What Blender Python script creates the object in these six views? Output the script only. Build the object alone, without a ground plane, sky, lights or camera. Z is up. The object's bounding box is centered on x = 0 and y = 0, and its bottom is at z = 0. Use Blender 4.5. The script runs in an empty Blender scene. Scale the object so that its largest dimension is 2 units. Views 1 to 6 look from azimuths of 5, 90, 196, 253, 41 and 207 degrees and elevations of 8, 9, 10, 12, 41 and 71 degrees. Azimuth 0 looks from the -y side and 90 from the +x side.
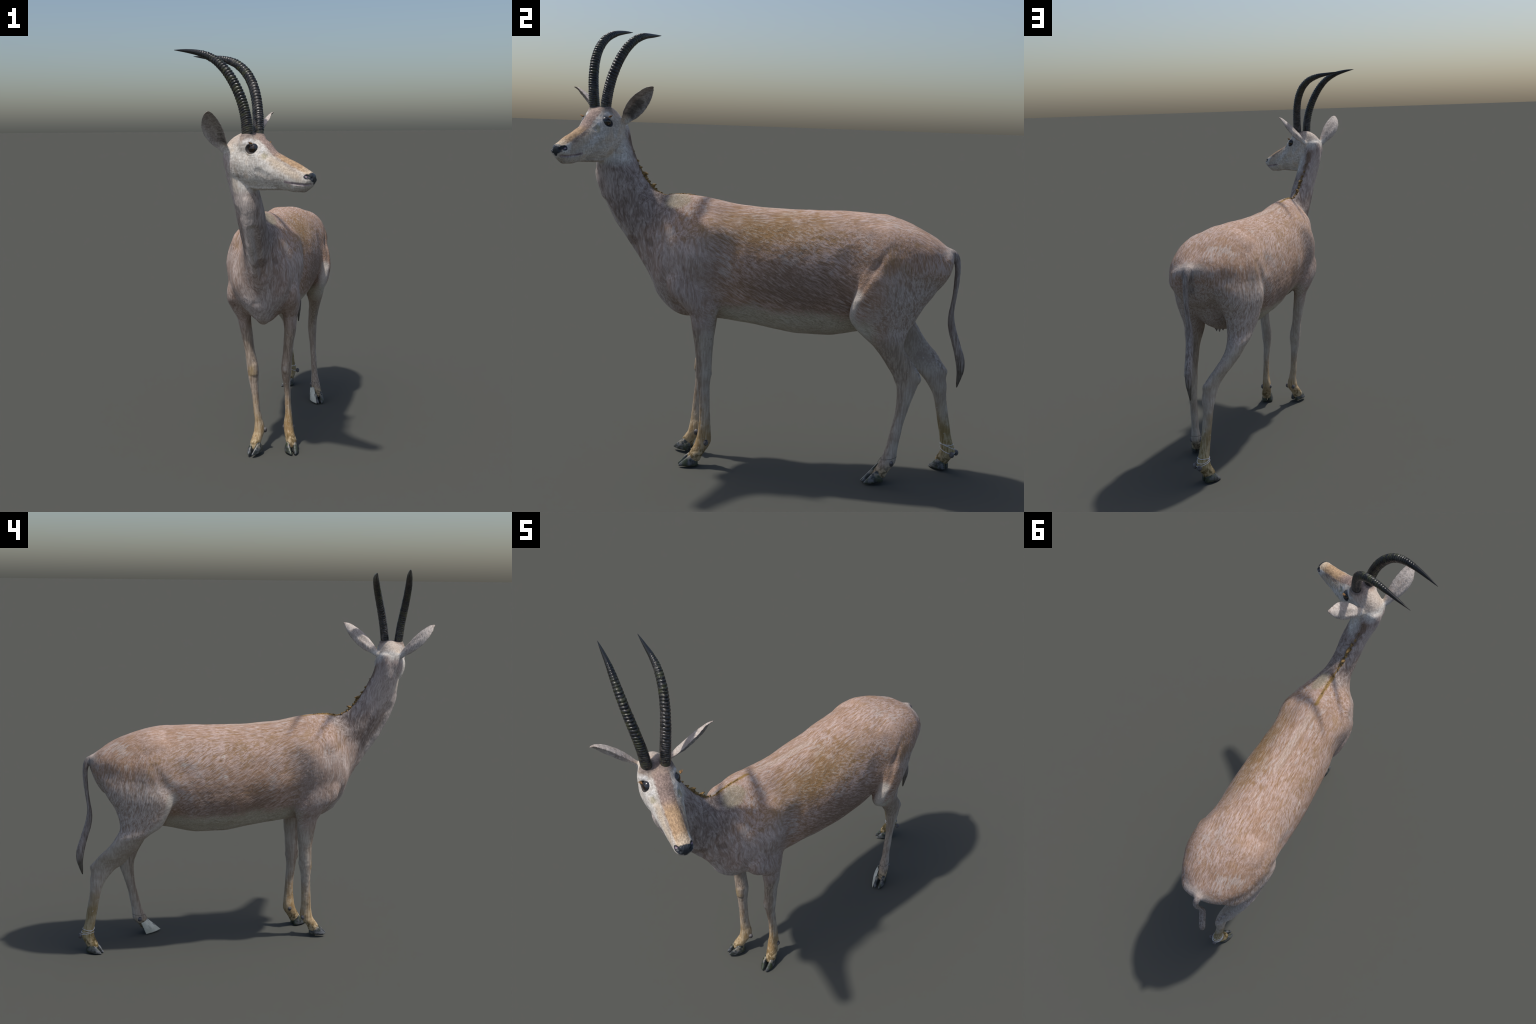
import bpy, bmesh, math, random
import numpy as np
from mathutils import Vector, kdtree, noise

random.seed(7)
rng = np.random.default_rng(7)
VOXEL = 0.0032

# ------------------------------------------------------------------ helpers
def pchip(xs, ys, xq):
    """monotone cubic interpolation; ys may be 2-D (one column per parameter)"""
    xs = np.asarray(xs, float); ys = np.asarray(ys, float); xq = np.asarray(xq, float)
    flat = ys.ndim == 1
    if flat: ys = ys[:, None]
    h = np.diff(xs)[:, None]; d = np.diff(ys, axis=0) / h
    m = np.zeros_like(ys)
    if len(xs) > 2:
        w1 = 2 * h[1:] + h[:-1]; w2 = h[1:] + 2 * h[:-1]
        with np.errstate(divide='ignore', invalid='ignore'):
            mm = (w1 + w2) / (w1 / d[:-1] + w2 / d[1:])
        m[1:-1] = np.where(d[:-1] * d[1:] > 0, mm, 0)
    m[0] = d[0]; m[-1] = d[-1]
    i = np.clip(np.searchsorted(xs, xq) - 1, 0, len(xs) - 2)
    hh = h[i]; t = ((xq - xs[i])[:, None]) / hh
    r = ((1 + 2*t) * (1-t)**2) * ys[i] + t*(1-t)**2*hh*m[i] + t*t*(3-2*t)*ys[i+1] + t*t*(t-1)*hh*m[i+1]
    return r[:, 0] if flat else r

def catmull(P, n):
    """smooth curve through control points (any dimension), n samples, by chord length"""
    P = np.asarray(P, float)
    s = np.concatenate([[0], np.cumsum(np.linalg.norm(np.diff(P[:, :3], axis=0), axis=1))])
    t = np.linspace(0, s[-1], n)
    m = np.zeros_like(P)
    m[1:-1] = (P[2:] - P[:-2]) / (s[2:] - s[:-2])[:, None]
    m[0] = (P[1]-P[0]) / (s[1]-s[0]); m[-1] = (P[-1]-P[-2]) / (s[-1]-s[-2])
    i = np.clip(np.searchsorted(s, t) - 1, 0, len(s) - 2)
    h = (s[i+1]-s[i])[:, None]; u = (t - s[i])[:, None] / h
    return (1+2*u)*(1-u)**2*P[i] + u*(1-u)**2*h*m[i] + u*u*(3-2*u)*P[i+1] + u*u*(u-1)*h*m[i+1]

def skin(rings):
    """closed surface over a list of rings with the same number of points"""
    R = np.asarray(rings); n, k = R.shape[:2]
    V = R.reshape(-1, 3)
    F = []
    for a in range(n-1):
        for b in range(k):
            c = (b+1) % k
            F.append((a*k+b, a*k+c, (a+1)*k+c, (a+1)*k+b))
    V = np.vstack([V, R[0].mean(0), R[-1].mean(0)])
    for b in range(k):
        c = (b+1) % k
        F.append((n*k, c, b)); F.append((n*k+1, (n-1)*k+b, (n-1)*k+c))
    return V, F

def mesh_from(name, V, F, smooth=True):
    me = bpy.data.meshes.new(name)
    me.from_pydata([tuple(v) for v in V], [], F)
    me.update()
    bm = bmesh.new(); bm.from_mesh(me)
    bmesh.ops.recalc_face_normals(bm, faces=bm.faces)
    bm.to_mesh(me); bm.free()
    if smooth:
        me.polygons.foreach_set('use_smooth', np.ones(len(me.polygons), bool))
    return me

COLL = bpy.context.scene.collection
def add(name, me, parent=None, mat=None):
    ob = bpy.data.objects.new(name, me)
    COLL.objects.link(ob)
    if parent: ob.parent = parent
    if mat: me.materials.append(mat)
    return ob

def oval_ring(s_nodes_w, top, bot, cx, k=72, e=0.9, shear=None):
    """cross-section hung between a top and a bottom point; widths at five heights"""
    th = np.linspace(0, 2*np.pi, k, endpoint=False)
    s = np.sin(th); c = np.cos(th)
    w = pchip([-1, -.5, 0, .5, 1], s_nodes_w, s)
    x = cx + np.sign(c) * np.abs(c)**e * w
    mid = (top+bot)/2; half = (top-bot)/2
    yz = mid[None] + s[:, None]*half[None]
    return np.column_stack([x, yz])

# ------------------------------------------------------------------ trunk
# each: top(y,z)  bottom(y,z)  centre x   half widths bottom..top
spine = lambda y: 0.047 + 0.129*y
TRUNK = [
 ((.838,1.040),(.836,.985), None, (.030,.036,.040,.036,.028)),
 ((.825,1.054),(.818,.925), None, (.060,.090,.100,.092,.062)),
 ((.790,1.078),(.780,.862), None, (.085,.125,.135,.130,.100)),
 ((.740,1.106),(.730,.825), None, (.070,.125,.160,.166,.145)),
 ((.680,1.139),(.675,.755), None, (.080,.145,.186,.200,.180)),
 ((.600,1.170),(.600,.700), None, (.110,.180,.212,.228,.222)),
 ((.520,1.191),(.520,.672), None, (.115,.180,.212,.230,.235)),
 ((.430,1.200),(.430,.655), None, (.125,.186,.206,.216,.220)),
 ((.300,1.202),(.300,.628), None, (.132,.192,.208,.206,.198)),
 ((.170,1.199),(.170,.627), .073, (.125,.190,.207,.204,.186)),
 ((.050,1.201),(.050,.642), .059, (.120,.184,.200,.196,.172)),
 ((-.10,1.209),(-.10,.664), .041, (.110,.174,.190,.186,.154)),
 ((-.20,1.222),(-.20,.672), .030, (.105,.170,.184,.188,.148)),
 ((-.30,1.243),(-.30,.676), .019, (.098,.174,.188,.176,.116)),
 ((-.37,1.249),(-.39,.698), .015, (.095,.168,.173,.150,.092)),
 ((-.425,1.247),(-.482,.766), .011, (.100,.152,.130,.108,.064)),
 ((-.465,1.240),(-.545,.885), .008, (.070,.092,.086,.076,.050)),
 ((-.493,1.250),(-.628,1.012), -.001, (.047,.063,.068,.060,.041)),
 ((-.522,1.266),(-.708,1.118), -.011, (.046,.061,.065,.061,.043)),
 ((-.568,1.320),(-.762,1.222), -.019, (.048,.065,.067,.064,.049)),
 ((-.611,1.400),(-.795,1.345), -.039, (.049,.064,.066,.064,.051)),
 ((-.636,1.467),(-.794,1.425), -.058, (.050,.064,.066,.064,.052)),
 ((-.652,1.530),(-.757,1.500), -.073, (.044,.054,.058,.055,.044)),
 ((-.668,1.570),(-.745,1.555), -.084, (.030,.038,.040,.038,.030)),
]
def build_trunk():
    rows = []
    for t, b, cx, w in TRUNK:
        if cx is None: cx = spine((t[0]+b[0])/2)
        rows.append([*t, *b, cx, *w])
    rows = np.array(rows)
    mid = np.column_stack([(rows[:, 0]+rows[:, 2])/2, (rows[:, 1]+rows[:, 3])/2])
    s = np.concatenate([[0], np.cumsum(np.linalg.norm(np.diff(mid, axis=0), axis=1))])
    R = pchip(s, rows, np.linspace(0, s[-1], 170))
    rings = []
    for r in R:
        q = oval_ring(r[5:10], np.array([r[0], r[1]]), np.array([r[2], r[3]]), r[4])
        zc = (r[1]+r[3])/2
        tw = np.interp(zc, [1.02, 1.12, 1.20, 1.30, 1.40, 1.52], [0, .003, .008, .013, .016, .014]) if (r[0]+r[2])/2 < -.45 else 0
        half = math.hypot(r[0]-r[2], r[1]-r[3])/2
        sv = ((q[:, 1]-(r[0]+r[2])/2)*(r[0]-r[2]) + (q[:, 2]-zc)*(r[1]-r[3]))/2/half**2
        q[:, 0] -= tw*sv
        rings.append(q)
    return skin(rings)

# ------------------------------------------------------------------ head, in its own frame (forward, left, up)
HO = np.array([.0365, -.7825, 0.]); HF = np.array([.887, -.4618, 0.]); HL = np.array([.4618, .887, 0.])
def hd(f, l, z): return HO + HF*f + HL*l + np.array([0, 0, z])
HEAD = [
 (-.178,1.550,1.490,(.020,.024,.026,.024,.018)),
 (-.160,1.588,1.448,(.042,.052,.056,.050,.038)),
 (-.125,1.616,1.410,(.054,.070,.070,.064,.054)),
 (-.080,1.632,1.388,(.056,.074,.076,.072,.064)),
 (-.035,1.633,1.381,(.052,.071,.078,.078,.068)),
 (.000,1.620,1.380,(.050,.069,.078,.078,.068)),
 (.040,1.594,1.382,(.045,.063,.071,.069,.060)),
 (.080,1.553,1.383,(.040,.055,.062,.057,.047)),
 (.130,1.528,1.383,(.035,.047,.052,.049,.041)),
 (.180,1.505,1.377,(.034,.042,.044,.042,.036)),
 (.220,1.486,1.377,(.031,.038,.040,.039,.034)),
 (.244,1.471,1.390,(.028,.035,.038,.038,.034)),
 (.260,1.461,1.404,(.023,.031,.034,.034,.031)),
 (.269,1.453,1.416,(.016,.024,.027,.027,.024)),
 (.2725,1.446,1.425,(.008,.014,.016,.016,.013)),
]
def build_head():
    rows = np.array([[a, b, c, *w] for a, b, c, w in HEAD])
    R = pchip(rows[:, 0], rows, np.linspace(rows[0, 0], rows[-1, 0], 120))
    rings = []
    for r in R:
        q = oval_ring(r[3:8], np.array([r[0], r[1]]), np.array([r[0], r[2]]), 0., k=72, e=.88)
        rings.append([hd(p[1], p[0], p[2]) for p in q])
    return skin(rings)

# ------------------------------------------------------------------ legs: z, centre x, centre y, half x, half y, turn (deg)
FORE_R = [
 (.92,-.095,-.320,.050,.105,-12),(.82,-.108,-.310,.058,.122,-10),(.75,-.102,-.283,.050,.086,-5),(.70,-.088,-.272,.036,.060,0),(.64,-.079,-.271,.031,.050,0),
 (.58,-.070,-.272,.028,.042,0),(.52,-.061,-.275,.026,.036,0),(.47,-.051,-.279,.029,.035,0),(.43,-.045,-.283,.031,.035,0),
 (.39,-.042,-.286,.028,.030,0),(.35,-.039,-.289,.023,.026,0),(.28,-.031,-.295,.018,.026,0),(.22,-.025,-.299,.017,.027,0),
 (.17,-.017,-.303,.019,.029,-8),(.135,-.012,-.305,.024,.033,-15),(.11,-.012,-.308,.026,.035,-20),(.085,-.020,-.322,.026,.034,-22),
 (.060,-.028,-.340,.027,.032,-23),(.040,-.032,-.346,.026,.030,-23),(.025,-.034,-.348,.022,.026,-23)]
FORE_L = [
 (.92,.130,-.320,.050,.105,12),(.82,.142,-.310,.058,.122,10),(.75,.147,-.283,.048,.086,5),(.70,.146,-.272,.036,.060,0),(.64,.146,-.270,.031,.051,0),
 (.58,.140,-.267,.028,.044,0),(.52,.134,-.265,.026,.038,0),(.47,.129,-.264,.027,.035,0),(.43,.126,-.264,.027,.033,0),
 (.39,.126,-.263,.023,.029,0),(.35,.128,-.261,.019,.026,0),(.28,.133,-.257,.016,.024,0),(.22,.135,-.255,.016,.025,0),
 (.17,.137,-.255,.019,.029,4),(.135,.136,-.256,.023,.033,8),(.11,.138,-.260,.025,.036,11),(.085,.142,-.272,.026,.036,13),
 (.060,.150,-.288,.028,.034,14),(.040,.153,-.298,.027,.032,14),(.025,.154,-.300,.023,.028,14)]
HIND_L = [
 (1.07,.215,.640,.015,.060,16),(1.04,.226,.625,.036,.115,16),(.98,.246,.615,.060,.172,17),(.93,.260,.602,.070,.192,18),(.87,.266,.582,.070,.191,18),(.79,.268,.540,.064,.172,16),(.74,.266,.528,.056,.150,13),(.70,.264,.528,.049,.122,10),(.66,.264,.540,.045,.092,6),
 (.62,.262,.560,.037,.069,4),(.58,.258,.588,.032,.063,3),(.54,.254,.615,.029,.062,2),(.50,.250,.640,.027,.061,0),(.475,.248,.650,.027,.059,0),(.445,.246,.652,.027,.048,0),
 (.40,.247,.647,.024,.037,0),(.36,.248,.640,.021,.031,0),(.31,.251,.630,.018,.026,0),(.25,.256,.616,.017,.024,0),
 (.20,.259,.606,.018,.026,4),(.16,.262,.598,.019,.028,8),(.125,.265,.590,.023,.033,12),(.095,.268,.582,.025,.037,14),(.070,.274,.566,.026,.036,15),
 (.045,.280,.548,.026,.033,15),(.028,.282,.545,.022,.028,15)]
HIND_R = [
 (1.07,.040,.660,.015,.060,-16),(1.04,.026,.650,.036,.110,-16),(.98,.002,.645,.058,.160,-17),(.93,-.014,.634,.068,.176,-18),(.87,-.026,.615,.070,.172,-18),(.79,-.026,.598,.062,.140,-16),(.74,-.024,.602,.057,.120,-14),(.70,-.018,.612,.053,.106,-12),(.66,-.016,.648,.050,.085,-8),
 (.62,-.006,.680,.040,.076,-8),(.58,.012,.706,.036,.081,-8),(.54,.036,.740,.034,.082,-8),(.51,.058,.757,.032,.084,-8),(.485,.072,.777,.031,.083,-8),(.46,.082,.797,.030,.066,-9),(.44,.086,.805,.029,.055,-10),
 (.40,.090,.822,.028,.042,-12),(.36,.090,.834,.023,.031,-14),(.31,.092,.844,.021,.027,-16),(.25,.096,.855,.020,.027,-18),
 (.20,.101,.864,.021,.027,-22),(.16,.105,.871,.022,.028,-26),(.12,.109,.881,.024,.031,-32),(.095,.108,.886,.026,.036,-36),(.070,.101,.878,.027,.036,-38),
 (.045,.093,.866,.027,.034,-39),(.028,.090,.862,.023,.030,-39)]
def build_leg(rows):
    rows = np.array(rows, float)[::-1]
    R = pchip(rows[:, 0], rows, np.linspace(rows[0, 0], rows[-1, 0], 130))
    th = np.linspace(0, 2*np.pi, 40, endpoint=False)
    rings = []
    for z, cx, cy, hx, hy, rot in R:
        a = math.radians(rot)
        x = np.sign(np.cos(th))*np.abs(np.cos(th))**.92*hx
        y = np.sin(th)*hy
        rings.append(np.column_stack([cx + x*math.cos(a) - y*math.sin(a), cy + x*math.sin(a) + y*math.cos(a), np.full_like(x, z)]))
    return skin(rings)

# ------------------------------------------------------------------ tail
TAIL = [(.150,.800,1.045,.020,.020),(.157,.842,1.035,.017,.016),(.162,.862,.985,.015,.014),(.165,.862,.910,.015,.0135),(.166,.856,.837,.015,.012),
        (.162,.848,.765,.016,.011),(.160,.854,.700,.017,.015),(.158,.878,.625,.018,.019),(.155,.901,.555,.017,.021),(.154,.908,.500,.014,.018),(.154,.903,.455,.009,.011),(.154,.896,.415,.003,.003)]
def build_tail():
    R = catmull(TAIL, 90)
    th = np.linspace(0, 2*np.pi, 28, endpoint=False)
    rings = []
    for i, r in enumerate(R):
        a = R[max(i-1, 0), :3]; b = R[min(i+1, len(R)-1), :3]
        t = (b-a)/np.linalg.norm(b-a)
        ux = np.array([1., 0, 0]); ux -= t*(ux@t); ux /= np.linalg.norm(ux); uy = np.cross(t, ux)
        rings.append(r[:3] + np.outer(np.cos(th)*r[3], ux) + np.outer(np.sin(th)*r[4], uy))
    return skin(rings)

# ------------------------------------------------------------------ ears: a cupped leaf with thickness
EAR = {'r': ((-.142, -.050, 1.545), (-.118, -.228, 1.722), (.60, -.58, -.55)), 'l': ((-.116, .062, 1.556), (-.082, .252, 1.726), (.72, .48, -.50))}
def build_ear(key):
    base, tip, N = (np.array(q) for q in EAR[key])
    side = -1 if key == 'r' else 1
    A = tip-base; Ln = np.linalg.norm(A); A /= Ln
    N = N - A*(N@A); N /= np.linalg.norm(N)
    W = np.cross(A, N)
    if W[0] < 0: W = -W                          # towards the front / upper edge
    nu, nv, TH = 70, 24, .0044
    us = np.linspace(0, 1, nu)
    hw = pchip([0, .10, .25, .45, .62, .78, .90, 1.], [.025, .032, .045, .052, .047, .034, .020, .004], us)
    cup = pchip([0, .15, .4, .7, 1.], [3.0, 2.7, 2.2, 1.9, 1.3], us)       # total bend angle, radians
    bend = pchip([0, .3, .6, .85, 1.], [.0, -.004, -.002, .002, .012], us)
    rings = []
    for i, u in enumerate(us):
        vs = np.linspace(-1, 1, nv)
        R = 2*hw[i]/cup[i]
        ang = vs*cup[i]/2
        off_w = R*np.sin(ang); off_n = R*(1-np.cos(ang))
        rim = np.abs(vs)**4*.003*math.sin(u*19 + side)*max(0, u-.35)           # the rim waves towards the tip
        fold = .0022*np.cos(vs*9 + u*4)*math.sin(math.pi*min(1, u*1.2))*(1-np.abs(vs)**2)   # low pleats in the cup
        c = base + A*(u*Ln) + N*(bend[i] - .010) + np.array((-.020, -.014, .020) if side < 0 else (.006, .004, .010))*math.sin(math.pi*u)**.8
        pin = c + np.outer(off_w, W) + np.outer(off_n + rim + fold, N)
        nrm = np.outer(-np.sin(ang), W) + np.outer(np.cos(ang), N)
        t = TH*(1.3 - .5*np.abs(vs)[:, None]**2)*(1.15 - .3*u)
        ring = np.vstack([pin + nrm*t*.5, (pin - nrm*t*.5)[::-1]])
        rings.append(np.array([hd(*p) for p in ring]))
    return skin(rings)

# ------------------------------------------------------------------ fuse into one skin
def build_pedicle(c, lean):
    """bony stump under a horn"""
    th = np.linspace(0, 2*np.pi, 36, endpoint=False); rings = []
    for k_, r_ in ((0, .036), (.3, .044), (.6, .040), (.85, .033), (1., .0262), (1.04, .012)):
        q = np.array(c) + np.array(lean)*(k_-1)
        rings.append(np.column_stack([q[0]+np.cos(th)*r_, q[1]+np.sin(th)*r_, np.full(36, q[2])]))
    return skin(rings)
SOURCE = [('torso', build_trunk()), ('head', build_head()), ('head', build_pedicle((-.0178,-.8012,1.628), (-.003,-.006,.085))), ('head', build_pedicle((.0264,-.7412,1.630), (.0,.010,.085))), ('foreleg_r', build_leg(FORE_R)), ('foreleg_l', build_leg(FORE_L)),
          ('hindleg_l', build_leg(HIND_L)), ('hindleg_r', build_leg(HIND_R)), ('tail', build_tail()),
          ('ear_r', build_ear('r')), ('ear_l', build_ear('l'))]
bm = bmesh.new()
for nm, (V, F) in SOURCE:
    me = mesh_from('src', V, F); bm.from_mesh(me); bpy.data.meshes.remove(me)
me = bpy.data.meshes.new('fused'); bm.to_mesh(me); bm.free()
tmp = add('fused', me)
md = tmp.modifiers.new('r', 'REMESH'); md.mode = 'VOXEL'; md.voxel_size = VOXEL; md.adaptivity = 0
dg = bpy.context.evaluated_depsgraph_get()
body = bpy.data.meshes.new_from_object(tmp.evaluated_get(dg))
bpy.data.objects.remove(tmp); bpy.data.meshes.remove(me)

n = len(body.vertices)
P = np.empty(n*3); body.vertices.foreach_get('co', P); P = P.reshape(-1, 3)
E = np.empty(len(body.edges)*2, np.int32); body.edges.foreach_get('vertices', E); E = E.reshape(-1, 2)
deg = np.bincount(E.ravel(), minlength=n).astype(float)[:, None]

def smooth(P, w, it):
    """Laplacian smoothing, weight w per vertex, alternating to keep volume"""
    w = np.asarray(w).reshape(-1, 1)
    for i in range(it):
        S = np.zeros_like(P)
        for a in range(3):
            S[:, a] = np.bincount(E[:, 0], P[E[:, 1], a], n) + np.bincount(E[:, 1], P[E[:, 0], a], n)
        P = P + w*(S/deg - P)
    return P

def smooth_part(P, w, it):
    """the same on the vertices with a weight only"""
    keep = np.where(w > 0)[0]
    mp = np.full(n, -1); m2 = np.zeros(n, bool); m2[keep] = True
    near = m2.copy(); e = E[m2[E[:, 0]] | m2[E[:, 1]]]; near[e.ravel()] = True
    ids = np.where(near)[0]; mp[ids] = np.arange(len(ids)); e = mp[e]
    X = P[ids].copy(); k = len(ids); ww = w[ids][:, None]
    dg_ = np.maximum(np.bincount(e.ravel(), minlength=k), 1).astype(float)[:, None]
    for i in range(it):
        S = np.column_stack([np.bincount(e[:, 0], X[e[:, 1], a], k) + np.bincount(e[:, 1], X[e[:, 0], a], k) for a in range(3)])
        X = X + ww*(S/dg_ - X)
    P = P.copy(); P[ids] = X
    return P

def normals(P):
    body.vertices.foreach_set('co', P.ravel()); body.update()
    N = np.empty(n*3); body.vertex_normals.foreach_get('vector', N)
    return N.reshape(-1, 3)

def ball(c, r):
    d = np.linalg.norm(P - np.asarray(c), axis=1)/r
    return np.clip(1.25 - d, 0, 1)

# round the joints where limbs and neck run into the body
w = np.zeros(n)
for c, r in [((-.11,-.28,.78),.17),((.14,-.28,.78),.17),((.26,.58,.95),.26),((-.03,.62,.95),.26),((.25,.55,.72),.12),((-.02,.62,.72),.12),((-.09,-.70,1.50),.12),
             ((.15,.82,1.03),.06),((.11,.62,.95),.30)]:
    w = np.maximum(w, ball(c, r))
for c in (hd(-.125,-.055,1.55), hd(-.125,.06,1.55)):
    w = np.maximum(w, ball(c, .035))
legs = np.zeros(n)
P = smooth(P, .5*np.ones(n)*0.6, 4)
P = smooth_part(P, .55*w, 60)
for c in ((-.0178,-.8012,1.600), (.0264,-.7412,1.602)):
    w3 = ball(c, .058)*np.clip((1.634-P[:, 2])*60, 0, 1); P = smooth_part(P, .55*w3, 140)
w2 = np.zeros(n)
for c, r in [((.26,.60,1.0),.22),((-.03,.64,1.0),.22),((-.11,-.30,.84),.13),((.15,-.30,.84),.13)]:
    w2 = np.maximum(w2, ball(c, r))
P = smooth_part(P, .6*w2, 260)

def seg_dist(P, pts):
    best = np.full(len(P), 9.); par = np.zeros(len(P))
    pts = np.asarray(pts, float)
    for k in range(len(pts)-1):
        a, b = pts[k], pts[k+1]; ab = b-a
        t = np.clip(((P-a)@ab)/(ab@ab), 0, 1)
        d = np.linalg.norm(P - (a + t[:, None]*ab), axis=1)
        m = d < best; best[m] = d[m]; par[m] = (k+t[m])/(len(pts)-1)
    return best, par

def stroke(pts, r, h, taper=False, facing=None):
    """push the skin along its normal by h within r of a line"""
    global P
    pts = np.atleast_2d(np.asarray(pts, float))
    if len(pts) == 1: pts = np.vstack([pts, pts + 1e-5])
    lo, hi = pts.min(0) - r, pts.max(0) + r
    idx = np.where(((P > lo) & (P < hi)).all(1))[0]
    if not len(idx): return
    d, t = seg_dist(P[idx], pts)
    k = np.clip(1 - (d/r)**2, 0, 1)**2
    if taper: k = k*np.sin(np.pi*np.clip(t, .02, .98))**.6
    if facing is not None: k = k*np.clip((NRM[idx]@np.asarray(facing))*3, 0, 1)
    P[idx] += NRM[idx]*(h*k)[:, None]

NRM = normals(P)
# <SCULPT>
# broad masses
stroke([(.03,.56,1.13),(.055,.76,1.07)], .11, .020)                 # croup
stroke([(.25,.55,1.10),(.235,.70,1.06)], .10, .012)
stroke([(-.01,.70,1.02)], .10, .012)
for sd in (-1, 1):
    cx = spine(-.12)
    stroke([(cx+sd*.18,-.17,.84),(cx+sd*.18,-.18,.92),(cx+sd*.18,-.18,1.00)], .105, -.011)   # hollow behind the shoulder
    stroke([(cx+sd*.15,-.26,1.13),(cx+sd*.17,-.29,1.00)], .09, .006)
stroke([(-.10,.14,.76),(-.08,.34,.74)], .14, .015)
stroke([(.14,-.26,1.08)], .11, .008)
stroke([(-.075,-.44,1.17),(-.10,-.38,1.12)], .085, .014)
stroke([(.06,-.46,1.15),(.085,-.42,1.10)], .075, .010)
stroke([(-.085,-.73,1.27),(-.070,-.65,1.10)], .050, -.009)
NRM = normals(P)
# folds and creases of the hide
stroke([(.015,-.47,.80),(.025,-.40,.71)], .055, .012)                                       # brisket
stroke([(-.125,-.40,.86)], .055, .008); stroke([(.165,-.40,.86)], .055, .008)             # points of the shoulders
stroke([(.10,-.45,.98)], .065, .010)
stroke([(.235,.46,1.12),(.245,.52,1.10)], .05, .008); stroke([(-.03,.50,1.12),(-.025,.56,1.10)], .05, .008)   # hip bones
stroke([(.30,.37,1.00)], .085, -.009); stroke([(-.09,.40,1.00)], .085, -.009)             # flank hollows
stroke([(.345,.60,.90)], .11, -.006); stroke([(-.10,.64,.90)], .11, -.006)
stroke([(.335,.405,.86),(.33,.45,.95),(.305,.52,1.04),(.28,.56,1.09)], .026, -.0042)      # stifle fold
stroke([(.345,.435,.85),(.34,.49,.95),(.315,.55,1.03)], .036, .0025)
stroke([(-.105,.465,.84),(-.11,.50,.93),(-.09,.55,1.02)], .034, -.003)
stroke([(.000,-.745,1.20),(.022,-.665,1.06),(.040,-.59,.95)], .032, -.015)               # groove beside the windpipe
stroke([(-.070,-.735,1.20),(-.060,-.655,1.06),(-.05,-.59,.96)], .030, -.011)
stroke([(-.030,-.80,1.33),(-.030,-.72,1.13),(-.015,-.60,.965)], .026, .005)
stroke([(.075,-.53,1.03),(.085,-.50,1.00)], .020, -.007); stroke([(.06,-.55,1.06),(.10,-.49,1.06)], .018, .004)
stroke([(-.108,-.63,1.27),(-.118,-.62,1.235),(-.108,-.60,1.205)], .013, -.005)
stroke([(-.028,-.490,1.262),(-.060,-.497,1.235),(-.090,-.515,1.195)], .012, .004)
stroke([(.00,-.44,.74),(.02,-.36,.69)], .030, .008); stroke([(-.055,-.40,.735)], .030, -.008); stroke([(.085,-.40,.735)], .030, -.008)
stroke([(-.035,-.305,.45),(-.035,-.31,.41)], .024, .006); stroke([(.12,-.29,.45),(.12,-.295,.42)], .022, .006); stroke([(-.045,-.25,.435)], .02, .003); stroke([(.127,-.232,.435)], .02, .003)
stroke([(.246,.700,.475)], .03, .007); stroke([(.112,.858,.478)], .03, .007)
for pts in ([(.06,.735,.66),(.11,.83,.50)], [(.25,.66,.60),(.246,.70,.50)]):
    stroke(pts, .016, .004)                                                                  # Achilles tendon
NRM = normals(P)
def hl(*pts): return [hd(*p) for p in pts]
def circle(c, r, rz, k=16):
    return [hd(c[0]+r*math.cos(a), c[1], c[2]+rz*math.sin(a)) for a in np.linspace(0, 2*math.pi, k+1)]
for sd in (-1, 1):
    out = HL*sd
    ex = sd*.076
    stroke(hl((0, ex, 1.563)), .034, -.006, facing=out)
    stroke(circle((0, ex, 1.563), .025, .022), .011, .006, facing=out)         # eyelids
    stroke(hl((-.025, ex, 1.590), (.005, sd*.066, 1.600), (.035, sd*.058, 1.588)), .018, .005)   # brow
    stroke(hl((.045, sd*.060, 1.545), (.065, sd*.050, 1.528)), .016, -.004)    # scent gland pit
    stroke(hl((.030, sd*.060, 1.470), (.075, sd*.045, 1.450)), .024, -.005)    # cheek hollow
    stroke(hl((-.045, sd*.062, 1.50), (-.020, sd*.058, 1.44)), .050, .006)     # jaw muscle
    stroke(hl((-.060, sd*.030, 1.400), (.000, sd*.026, 1.388), (.090, sd*.022, 1.390)), .014, .003)
    stroke(hl((.150, sd*.034, 1.424), (.190, sd*.036, 1.416), (.230, sd*.035, 1.412), (.268, sd*.022, 1.412)), .0065, -.0050)  # mouth
    stroke(hl((.252, sd*.030, 1.450), (.268, sd*.022, 1.440)), .011, -.008)    # nostril
    stroke(hl((.240, sd*.034, 1.462), (.262, sd*.026, 1.460)), .010, .003)
NRM = normals(P)
# </SCULPT>

NRM = normals(P)
# short clumped coat: fine ripple that follows the lie of the hair
# <COAT>
amp = np.full(n, .0012)
lump = np.array([noise.noise((p[0]*13+5, p[1]*10, p[2]*11)) for p in P])
add_ = np.array([noise.noise((p[0]*26, p[1]*9, p[2]*16)) for p in P])
add2 = np.array([noise.noise((p[0]*90, p[1]*45+p[2]*20, p[2]*60-p[1]*25)) for p in P])
P = P + NRM*((lump*.0030*np.clip((P[:, 2]-.45)*5, .25, 1)*np.clip((1.40-P[:, 2])*8, .2, 1)) + add_*.0013 + add2*.0006)[:, None]
# </COAT>
VN = normals(P)

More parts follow.
